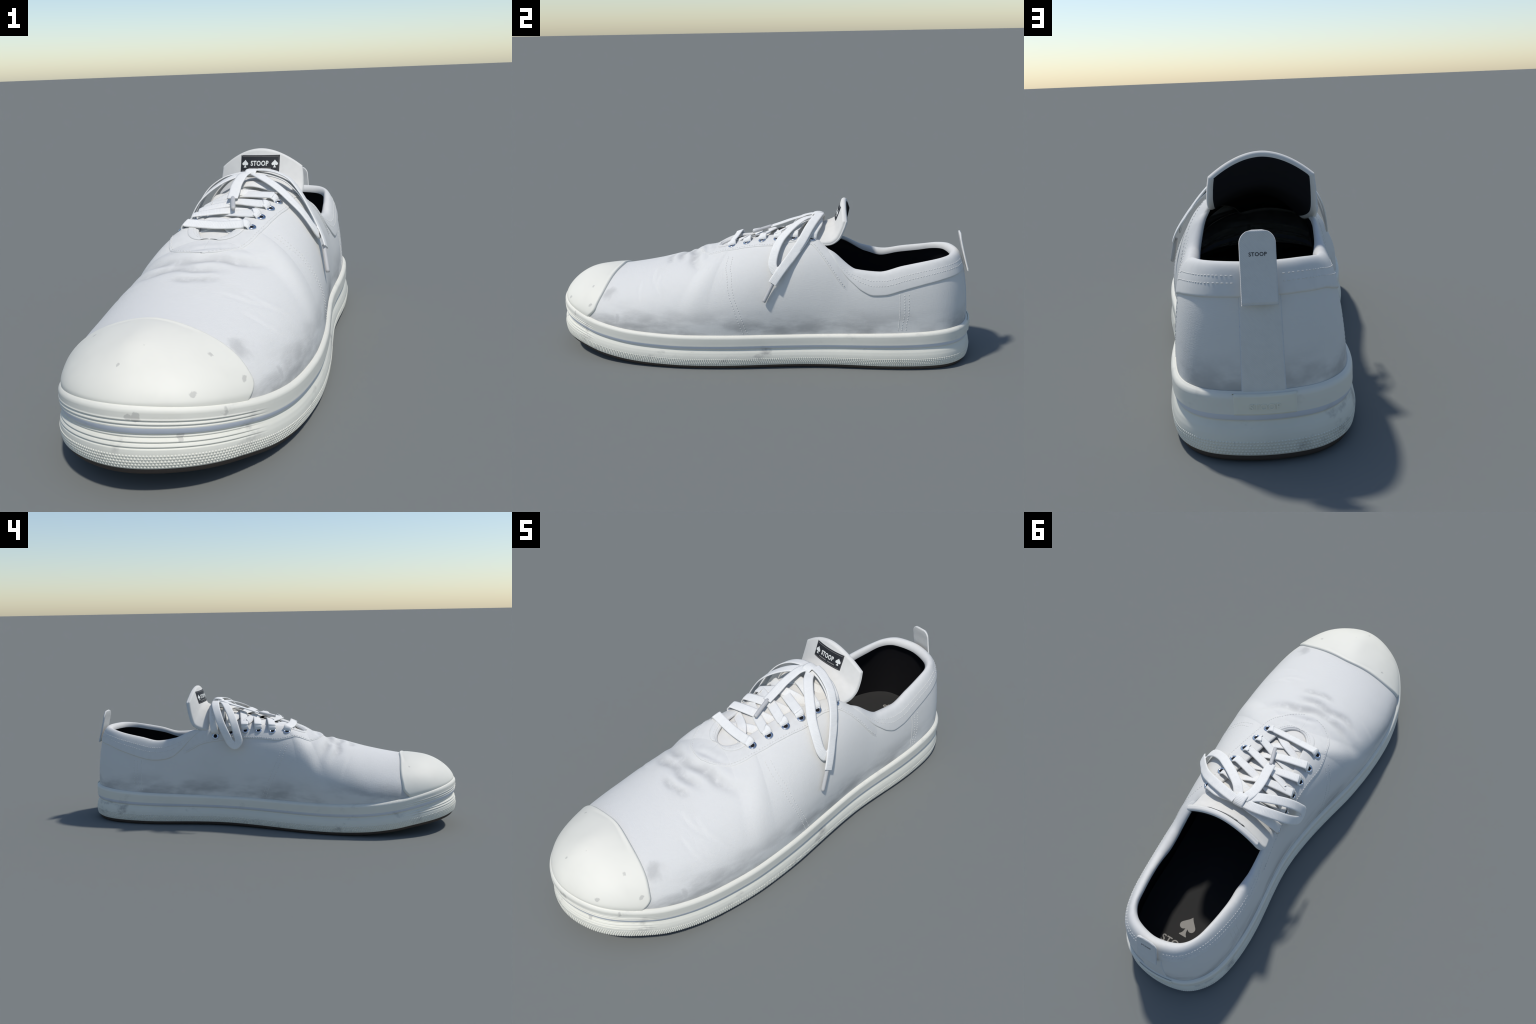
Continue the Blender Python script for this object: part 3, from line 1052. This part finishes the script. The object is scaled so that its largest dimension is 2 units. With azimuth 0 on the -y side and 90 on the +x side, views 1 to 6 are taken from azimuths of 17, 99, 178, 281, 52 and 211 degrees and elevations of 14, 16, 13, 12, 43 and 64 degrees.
def build_laces(eyes):
    lace = bpy.data.objects.new("shoelace", None)
    bpy.context.scene.collection.objects.link(lace)
    lace.parent = ROOT
    cx = -0.036
    FWD = np.array([0.0, -0.32, 0.0])      # straps lean forward with the slope of the instep

    def flat_end(p):
        p = np.array(p)
        p[2] = min(p[2], tongue_mid(p[1]) + 0.024)
        return p

    def start(side, k, aim):
        """Points where a strap leaves an eyelet toward the middle."""
        P, N = eyes[(side, k)]
        go = unit(np.asarray(aim) - P) + np.array([-side * 0.5, 0.0, 0.0])
        inn = unit(go - N * np.dot(N, go))
        return [P - N * 0.012 + inn * 0.004, P + N * 0.0045 + inn * 0.0095, P + N * 0.0115 + inn * 0.024,
                flat_end(P + N * 0.0095 + inn * 0.042)], [N * 0.5 - inn * 0.85, N * 0.85 - inn * 0.5, N + FWD * 0.5, N + FWD]

    def low(p, gap):
        """Keep a strap point down on the tongue."""
        p = np.array(p)
        h = tongue_mid(p[1]) - 0.022 * (abs(p[0] - cx) / 0.1) ** 1.9 + gap
        p[2] = min(p[2], h)
        return p

    def under(side, k):
        """Point where a strap dips below the throat edge, level with an eyelet."""
        P, N = eyes[(side, k)]
        inn = unit(np.array([-side, 0.0, 0.0]) - N * np.dot(N, [-side, 0, 0]))
        return [low(P + inn * 0.066 + N * 0.005, 0.007), low(P + inn * 0.045 - N * 0.007, -0.002), P + inn * 0.022 - N * 0.015], [N + FWD, N + FWD * 0.6, N]

    # bar across the front of the throat
    mid = np.array([cx - 0.006, -0.128, 0.526])
    a, na = start(1, 0, mid)
    b, nb = start(-1, 0, mid)
    ribbon("lace_strap", a + [mid] + b[::-1], normals=np.array(na + [UP + FWD * 1.6] + nb[::-1]), parent=lace)
    # the first crossing comes up from under the facing on both sides
    for side, z in ((1, 0.012), (-1, 0.005)):
        a, na = under(side, 0)
        b, nb = under(-side, 1)
        ym = -0.085
        mid = np.array([cx, ym, tongue_mid(ym) + z])
        ribbon("lace_strap", a[::-1] + [mid] + b, normals=np.array(na[::-1] + [UP + FWD * 1.3] + nb), parent=lace)
    # over-straps: eyelet k to beneath the next one opposite
    for k in range(1, 5):
        hi = -1 if k % 2 == 1 else 1
        for side in (1, -1):
            b, nb = under(-side, k + 1)
            ym = 0.5 * (eyes[(side, k)][0][1] + eyes[(-side, k + 1)][0][1])
            z = 0.0145 if side == hi else 0.0065
            mid = np.array([cx, ym, tongue_mid(ym) + z])
            a, na = start(side, k, mid)
            ribbon("lace_strap", a + [mid] + b, normals=np.array(na + [UP + FWD * 1.3] + nb), parent=lace)
    K = np.array([-0.030, 0.279, 0.652])
    # from the last eyelets up to the knot
    P, N = eyes[(1, 5)]
    inn = unit(np.array([-1, 0.1, 0.2]))
    ribbon("lace_strap", [P - N * 0.012, P + N * 0.008 + inn * 0.006, P + N * 0.026 + inn * 0.028, (0.075, 0.287, 0.632), (0.02, 0.285, 0.642), K + [0.005, 0, -0.008]],
           normals=np.array([N - inn, N - inn * .4, N, (0.2, 0.1, 1), UP, UP]), parent=lace)
    P, N = eyes[(-1, 5)]
    ribbon("lace_strap", [P - N * 0.010 + np.array([0.004, 0.0, 0.010]), P + N * 0.006 + np.array([0.002, 0.001, 0.018]), (-0.199, 0.266, 0.522), (-0.178, 0.275, 0.566),
                          (-0.140, 0.283, 0.608), (-0.092, 0.288, 0.636), K + [-0.02, 0.004, -0.008]],
           normals=np.array([(-1, 0, -.3), (-1, 0, .1), (-.95, .1, .35), (-.85, .1, .6), (-.6, .1, .9), (-.3, .1, 1), UP]), parent=lace)
    # bow loop on the right
    A = [(-0.010, 0.262, 0.648), (0.022, 0.222, 0.642), (0.072, 0.182, 0.623), (0.118, 0.150, 0.598), (0.160, 0.122, 0.568), (0.205, 0.104, 0.528),
         (0.240, 0.097, 0.482), (0.256, 0.112, 0.452), (0.252, 0.140, 0.462), (0.235, 0.165, 0.492), (0.205, 0.198, 0.534), (0.165, 0.232, 0.577),
         (0.110, 0.258, 0.618), (0.045, 0.278, 0.640), (-0.010, 0.285, 0.650)]
    nA = [UP, (0.1, -.2, 1), (0.3, -.25, 1), (0.4, -.25, 1), (0.6, -.25, .9), (0.8, -.2, .6), (1, -.1, .3), (1, 0, .25), (1, 0.1, .3), (1, .1, .5),
          (1, .1, .7), (.8, .1, .9), (.45, .1, 1), (.2, 0, 1), UP]
    bulge = lambda pts, nn, k: np.array(pts) + unit(np.array(nn)) * (k * np.sin(np.linspace(0, math.pi, len(pts))) ** 0.7)[:, None]
    ribbon("lace_loop", bulge(A, nA, 0.006), normals=np.array(nA), parent=lace)
    # free end on the right, over the loop
    C = [(-0.010, 0.290, 0.656), (0.037, 0.282, 0.654), (0.090, 0.266, 0.641), (0.130, 0.250, 0.620), (0.178, 0.220, 0.569), (0.220, 0.180, 0.513), (0.248, 0.150, 0.475),
         (0.272, 0.122, 0.437), (0.287, 0.101, 0.405)]
    nC = [UP, (.15, 0, 1), (.35, .1, 1), (.6, .1, .9), (.9, .1, .7), (1, .1, .5), (1, 0, .4), (1, 0, .3), (1, 0, .2)]
    C = np.array(C) + unit(np.array(nC)) * 0.006
    ribbon("lace_end", C, normals=np.array(nC), parent=lace)
    # bow loop on the left
    Lp = [(-0.045, 0.262, 0.648), (-0.085, 0.232, 0.641), (-0.130, 0.205, 0.620), (-0.172, 0.178, 0.588), (-0.204, 0.156, 0.550), (-0.226, 0.136, 0.500),
          (-0.236, 0.125, 0.462), (-0.240, 0.143, 0.438), (-0.238, 0.168, 0.452), (-0.232, 0.195, 0.500), (-0.214, 0.224, 0.552), (-0.185, 0.247, 0.596),
          (-0.140, 0.268, 0.630), (-0.090, 0.281, 0.646), (-0.045, 0.285, 0.652)]
    nL = [UP, (-.1, -.2, 1), (-.35, -.2, 1), (-.6, -.2, .8), (-.8, -.15, .6), (-1, -.1, .4), (-1, 0, .3), (-1, 0, .2), (-1, 0, .3), (-1, .1, .4),
          (-.9, .1, .6), (-.7, .1, .8), (-.35, .1, 1), (-.15, 0, 1), UP]
    ribbon("lace_loop", bulge(Lp, nL, 0.005), normals=np.array(nL), parent=lace)
    # free end down the middle
    Em = [(-0.040, 0.270, 0.655), (-0.052, 0.235, 0.649), (-0.056, 0.200, 0.636), (-0.054, 0.150, 0.621), (-0.046, 0.100, 0.604), (-0.040, 0.052, 0.5885)]
    ribbon("lace_end", Em, normals=np.array([UP] * 6), parent=lace)
    # knot: a short wrap
    Kn = []
    for a in np.linspace(-0.2, 2 * math.pi - 0.35, 14):
        Kn.append((K[0], K[1] + 0.026 * math.cos(a), K[2] - 0.002 + 0.0125 * math.sin(a)))
    nK = [(0, math.cos(a), 1.6 * math.sin(a)) for a in np.linspace(-0.2, 2 * math.pi - 0.35, 14)]
    ribbon("lace_knot", Kn, width=0.044, thick=0.007, normals=np.array(nK), parent=lace)
    # plastic tips
    for p, q, r in (((-0.040, 0.058, 0.5905), (-0.010, -0.034, 0.5655), 0.0085), ((0.283, 0.106, 0.412), (0.3055, 0.063, 0.322), 0.0085)):
        p, q = np.array(p), np.array(q)
        pts, _ = catmull([p, 0.5 * (p + q) + (UP * 0.0), q], 14)
        tg = unit(q - p)
        side = unit(np.cross(tg, UP))
        up2 = np.cross(side, tg)
        V, F = [], []
        m = 14
        rad = r * np.r_[0.75, 0.95, np.ones(9), 0.97, 0.95, 0.85]
        for c, rr in zip(pts, rad):
            for a in np.linspace(0, 2 * np.pi, m, endpoint=False):
                V.append(c + side * rr * math.cos(a) + up2 * rr * math.sin(a))
        for i in range(13):
            for j in range(m):
                F.append((i * m + j, i * m + (j + 1) % m, (i + 1) * m + (j + 1) % m, (i + 1) * m + j))
        F.append(tuple(range(m))[::-1])
        F.append(tuple(13 * m + j for j in range(m)))
        make_object("aglet", V, F, M_AGLET, lace)


# ------------------------------------------------------------------ sole
# share of the sole height, distance outside the upper's foot line
SOLE = np.array([
    (0.000, 0.003), (0.030, 0.008), (0.060, 0.0105), (0.092, 0.0122), (0.098, 0.0140), (0.140, 0.0165), (0.200, 0.0185),
    (0.280, 0.0198), (0.340, 0.0195), (0.400, 0.0180), (0.480, 0.0140), (0.540, 0.0085), (0.580, 0.0045), (0.592, 0.0070),
    (0.600, 0.0095), (0.645, 0.0130), (0.690, 0.0152), (0.740, 0.0150), (0.850, 0.0152), (0.920, 0.0150), (0.955, 0.0125),
    (0.985, 0.0070), (1.000, 0.0000)])
GROOVES = [(0.725, 0.0030), (0.785, 0.0030), (0.535, 0.0028), (0.470, 0.0032), (0.405, 0.0030)]


def sole_point(sig, q):
    sig, q = np.broadcast_arrays(np.asarray(sig, float), np.asarray(q, float))
    P, nrm = outline(sig)
    d = np.interp(q, SOLE[:, 0], SOLE[:, 1])
    # round the polyline a little
    for k in (-0.012, 0.012):
        d = d + np.interp(np.clip(q + k, 0, 1), SOLE[:, 0], SOLE[:, 1])
    d = d / 3
    toe = smooth((np.abs(sig) - 16.2) / 1.6)
    d = d + 0.0015 * smooth((np.abs(sig) - 18) / 2) * smooth(q / 0.2)
    for q0, a in GROOVES:
        d = d - toe * a * (np.exp(-((q - q0) / 0.010) ** 2) - 0.45 * np.exp(-((q - q0 - 0.026) / 0.012) ** 2))
    z = P[..., 3] + q * (P[..., 2] - P[..., 3])
    xy = P[..., :2] + nrm * d[..., None]
    return np.concatenate([xy, z[..., None]], -1)


def build_sole():
    mid = bpy.data.objects.new("rubber_sole", None)
    bpy.context.scene.collection.objects.link(mid)
    mid.parent = ROOT
    sg = np.linspace(-NS, NS, 900, endpoint=False)

    def strip(name, q0, q1, n, mat, extra_top=False, extra_bottom=False):
        q = np.linspace(q0, q1, n)
        SG, Q = np.meshgrid(sg, q, indexing='ij')
        G = sole_point(SG, Q)
        if extra_top:
            P, nrm = outline(sg)
            add = [np.concatenate([P[:, :2] - nrm * k, (P[:, 2] + dz)[:, None]], 1) for k, dz in ((0.004, -0.002), (0.014, -0.010))]
            G = np.concatenate([G, np.stack(add, 1)], 1)
        if extra_bottom:
            P, nrm = outline(sg)
            axis = np.stack([np.interp(P[:, 1], [-1, 0, 1], [-0.03, 0.02, 0.0]), np.clip(P[:, 1], -0.7, 0.8)], 1)
            ins = []
            for k in (0.02, 0.3, 0.65, 0.98):
                xy = (P[:, :2] - nrm * 0.02) * (1 - k) + axis * k
                toe = np.interp(xy[:, 1], [-0.98, -0.79, -0.6, -0.5], [0.058, 0.028, 0.005, 0.0])
                ins.append(np.concatenate([xy, np.maximum(toe * k + (1 - k) * P[:, 3], 0)[:, None]], 1))
            G = np.concatenate([np.stack(ins[::-1], 1), G], 1)
        return make_object(name, G.reshape(-1, 3), grid_faces(G.shape[0], G.shape[1], True), mat, mid)

    strip("foxing", 0.690, 1.0, 60, M_FOX, extra_top=True)
    strip("stripe", 0.598, 0.690, 14, M_STRIPE)
    strip("sidewall", 0.097, 0.598, 90, M_SIDE)
    strip("outsole", 0.0, 0.097, 10, M_SOLE, extra_bottom=True)
    # knurled band: four staggered rows of little domes
    fine = np.linspace(-NS, NS, 6001)
    V, F = [], []
    rings = [(1.0, -0.10), (0.86, 0.45), (0.5, 0.86)]
    m = 7
    for row, q in enumerate((0.298, 0.254, 0.210, 0.166, 0.123)):
        C = sole_point(fine, np.full_like(fine, q))
        L = np.r_[0, np.cumsum(np.linalg.norm(np.diff(C, axis=0), axis=1))]
        n = int(L[-1] / 0.0088)
        u = (np.arange(n) + 0.5 * (row % 2)) * L[-1] / n
        s = np.interp(u, L, fine)
        P = sole_point(s, np.full_like(s, q))
        up = unit(sole_point(s, np.full_like(s, q + 0.02)) - sole_point(s, np.full_like(s, q - 0.02)))
        tg = unit(sole_point(s + 0.01, np.full_like(s, q)) - sole_point(s - 0.01, np.full_like(s, q)))
        nr = unit(np.cross(tg, up))
        _, on = outline(s)
        sgn = np.sign((nr[:, :2] * on).sum(1, keepdims=True))
        nr = nr * sgn
        for k in range(n):
            o = len(V)
            for rr, hh in rings:
                for a in range(m):
                    an = 2 * math.pi * a / m
                    V.append(P[k] + 0.0036 * rr * (tg[k] * math.cos(an) + up[k] * math.sin(an)) + nr[k] * 0.0019 * hh)
            V.append(P[k] + nr[k] * 0.0019)
            for r in range(2):
                for a in range(m):
                    b = (a + 1) % m
                    F.append((o + r * m + a, o + r * m + b, o + (r + 1) * m + b, o + (r + 1) * m + a))
            for a in range(m):
                F.append((o + 2 * m + a, o + 2 * m + (a + 1) % m, o + 3 * m))
    ob = make_object("knurl_dots", V, F, M_SIDE, mid, kind="stuff")
    # heel plate with raised lettering
    xs = np.linspace(0.078, -0.087, 30)
    ss = np.linspace(-2, 2, 801)
    ox = sole_point(ss, np.full_like(ss, 0.85))[:, 0]
    sx = np.interp(xs, ox, ss)

    def back(x, z):
        s = np.interp(x, ox, ss)
        P, nrm = outline(np.array([s]))
        q = (z - P[0, 3]) / (P[0, 2] - P[0, 3])
        p = sole_point(np.array([s]), np.array([min(q, 0.97)]))[0]
        p[2] = z
        # plate face stays upright
        n = np.array([nrm[0, 0], nrm[0, 1], 0.0])
        face = P[0, :2] + nrm[0] * 0.0135
        return np.array([face[0], face[1], z]), n
    G = np.zeros((30, 16, 3))
    N = np.zeros_like(G)
    for i, x in enumerate(xs):
        for j, z in enumerate(np.linspace(0.131, 0.1885, 16)):
            G[i, j], N[i, j] = back(x, z)
    plate = pillow("heel_plate", G, 0.0065, 0.0012, M_PLATE, mid, sink=0.0015, N=N)
    plate.data.update()
    V2, F2 = text_mesh("STOOP", 0.0165, 0.077, 0.02)
    V2 = V2 * [-1, 1]
    relief("heel_lettering", V2, [f[::-1] for f in F2], lambda a, b: (lambda r: (r[0] + r[1] * 0.0046, r[1]))(back(-0.004 + a, 0.156 + b)), M_PLATE, plate, 0.0024)


# ------------------------------------------------------------------ heel parts
def build_heel():
    # vertical tape up the back seam
    ss = np.linspace(-2.5, 2.5, 1001)
    zs = np.linspace(0.176, 0.470, 50)
    xs = np.linspace(0.0535, -0.0595, 24)
    G = np.zeros((24, 50, 3))
    N = np.zeros_like(G)
    tcol = np.linspace(0, 1, 200)
    XX, ZZ = np.meshgrid(xs, zs, indexing='ij')
    XX = XX * (1 - 0.08 * (ZZ - 0.18) / 0.3)
    S0, T0 = XX * 10.0, np.clip((ZZ - 0.18) / 0.40, 0.01, 0.95)
    for _ in range(14):
        p = upper(S0, T0)[0]
        ps = (upper(S0 + .02, T0)[0] - p) / .02
        pt = (upper(S0, T0 - .004)[0] - p) / -.004
        r0, r1 = XX - p[..., 0], ZZ - p[..., 2]
        det = ps[..., 0] * pt[..., 2] - pt[..., 0] * ps[..., 2]
        S0 = np.clip(S0 + 0.7 * (r0 * pt[..., 2] - pt[..., 0] * r1) / det, -2, 2)
        T0 = np.clip(T0 + 0.7 * (ps[..., 0] * r1 - r0 * ps[..., 2]) / det, 0.005, 0.97)
    G, N = upper(S0, T0)
    pillow("heel_tape", G, 0.0035, 0.002, M_TAPE, N=N)
    # pull tab: bent strap standing free of the collar
    prof, _ = catmull([(0.9800, 0.413), (0.9660, 0.462), (0.9530, 0.512), (0.9440, 0.548), (0.9385, 0.572), (0.9360, 0.592)], 44)
    L = np.r_[0, np.cumsum(np.linalg.norm(np.diff(prof, axis=0), axis=1))]
    w = 2 * edge_spaced(25, 0.5) - 1
    G = np.zeros((44, 25, 3))
    for i in range(44):
        d = L[-1] - L[i]
        r = 0.034
        half = 0.0455 - (r - math.sqrt(max(0, r * r - (r - d) ** 2)) if d < r else 0)
        half = max(half, 0.0125)
        G[i, :, 0] = -0.003 + w * half
        G[i, :, 1:] = prof[i]
    N = grid_normals(G)
    if N[20, 12, 1] < 0:
        N = -N
    tab = pillow("pull_tab", G, 0.0095, 0.0016, M_TAPE, front=0.5, N=N)
    V2, F2 = text_mesh("STOOP", 0.0095, 0.044, 0.015)
    V2 = V2 * [-1, 1]

    def face(a, b):
        z = 0.533 + b
        y = np.interp(z, prof[:, 1], prof[:, 0])
        n = unit(np.array([0, 0.96, 0.26]))
        return np.array([-0.003 + a, y, z]) + n * 0.0047, n
    relief("tab_lettering", V2, [f[::-1] for f in F2], face, M_INK, tab, 0.0005)


def build_insole_print():
    def flat(cx, cy, flip):
        # read from behind the heel: text right is -x, text up is -y
        return lambda a, b: (np.array([cx - a, cy - b, 0.1462]), UP)
    V, F = text_mesh("STOOP", 0.032, 0.150, 0.02)
    relief("insole_lettering", V, F, flat(-0.008, 0.838, 0), M_PRINT, None, 0.0006)
    V, F = fill(spade_outline(0.092))
    relief("insole_spade", V, F, flat(-0.010, 0.746, 0), M_PRINT, None, 0.0006)


# ------------------------------------------------------------------ stitching
def stitch_row(path, pitch=0.0125, length=0.0082, r=0.0013, lift=0.0003, jitter=0.12):
    """path: (n,6) points and normals. Returns capsule-like dashes."""
    P, N = path[:, :3], path[:, 3:]
    L = np.r_[0, np.cumsum(np.linalg.norm(np.diff(P, axis=0), axis=1))]
    n = int(L[-1] / pitch)
    V, F = [], []
    for k in range(n):
        c = (k + 0.5 + rng.uniform(-jitter, jitter)) * L[-1] / n
        ends = []
        for u in (-0.5, -0.36, 0, 0.36, 0.5):
            s = np.clip(c + u * length, 0, L[-1])
            ends.append(([np.interp(s, L, P[:, a]) for a in range(3)], [np.interp(s, L, N[:, a]) for a in range(3)], abs(u)))
        o = len(V)
        tg = unit(np.array(ends[-1][0]) - np.array(ends[0][0]))
        for p, nn, u in ends:
            p, nn = np.array(p), unit(np.array(nn))
            sd = np.cross(tg, nn)
            rr = r * (0.35 if u > 0.45 else 1.0)
            dz = lift - (0.0016 if u > 0.45 else 0.0)
            for a in range(6):
                an = math.pi / 3 * a
                V.append(p + nn * (dz + rr * 0.75 * math.sin(an)) + sd * rr * math.cos(an))
        for i in range(4):
            for j in range(6):
                F.append((o + i * 6 + j, o + i * 6 + (j + 1) % 6, o + (i + 1) * 6 + (j + 1) % 6, o + (i + 1) * 6 + j))
        F.append(tuple(o + j for j in range(6))[::-1])
        F.append(tuple(o + 24 + j for j in range(6)))
    return V, F


def surface_path(sg, tt, lift=0.0):
    P, N = upper(sg, tt, lift * np.ones_like(np.asarray(sg, float)))
    return np.hstack([P, N])


def world_path(pts, side, axes=(1, 2), n=160):
    q = np.array([locate(p, side, axes) for p in pts])
    C, _ = catmull(q, n) if len(q) > 2 else (np.linspace(q[0], q[-1], n), 0)
    return side * C[:, 0], np.clip(C[:, 1], 0.02, 0.99)


def build_stitching():
    V, F = [], []

    def add(path, **k):
        v, f = stitch_row(path, **k)
        o = len(V)
        V.extend(v)
        F.extend([tuple(i + o for i in q) for q in f])
    # two rows along the collar band
    sg = np.linspace(BX.min() + 0.45, BX.max() - 0.45, 600)
    tl = t_band(sg)
    for fr in (0.28, 0.46):
        for a, b in ((sg < -0.55, 1), (sg > 0.55, 1)):
            add(surface_path(sg[a], (tl + (1 - tl) * fr)[a], 0.0055))
    # vamp seam, both flanks, double row
    for side, pts in ((1, [(-0.122, .490), (-0.126, .45), (-0.117, .421), (-0.108, .372), (-0.093, .323), (-0.070, .263), (-0.047, .198), (-0.034, .166)]),
                      (-1, [(-0.133, .452), (-0.123, .426), (-0.110, .393), (-0.100, .365), (-0.074, .302), (-0.037, .215), (-0.022, .170)])):
        for dy in (0.0, 0.022):
            s, t = world_path([(y + dy, z) for y, z in pts], side)
            add(surface_path(s, t, 0.0))
    # heel counter seam
    for side, pts in ((1, [(0.689, .355), (0.690, .264), (0.683, .215), (0.679, .184)]), (-1, [(0.693, .350), (0.691, .245), (0.684, .20), (0.680, .184)])):
        for dy in (0.0, 0.020):
            s, t = world_path([(y + dy, z) for y, z in pts], side)
            add(surface_path(s, t, 0.0))
        # fine raised seam line in front of it
        s, t = world_path([(0.668, pts[0][1]), (0.670, .29), (0.664, .185)], side)
        add(surface_path(s, t, 0.0), pitch=0.006, length=0.0075, r=0.0014, lift=0.0)
    # row inside the eyestay seam
    for side in (1, -1):
        x, y = SEAM[side]
        s = np.linspace(x[0] + 0.3, x[-1] - 0.05, 500)
        t = t_seam(side, s)
        P, N = upper(side * s, t)
        P2, _ = upper(side * s, np.minimum(t + 0.03, 1))
        step = 0.03 * 0.011 / np.maximum(np.linalg.norm(P2 - P, axis=1), 1e-4)
        add(surface_path(side * s, np.minimum(t + step, 0.985), 0.0034))
        # row on the ring round the throat hole
        s = np.linspace(11.55, HOLE - 0.02, 60)
        add(surface_path(side * s, np.full(60, 0.972), 0.0066), pitch=0.011)
    ob = make_object("stitching", V, F, M_THREAD, kind="stuff")
    import bmesh
    bm = bmesh.new()
    bm.from_mesh(ob.data)
    bmesh.ops.recalc_face_normals(bm, faces=bm.faces)
    bm.to_mesh(ob.data)
    bm.free()


build_upper()
build_toe_cap()
build_collar()
build_lining()
build_insole()
build_insole_print()
build_eyestay()
build_throat_trim()
EYES = build_eyelets()
TG = build_tongue()
build_label(TG)
build_laces(EYES)
build_sole()
build_heel()
build_stitching()
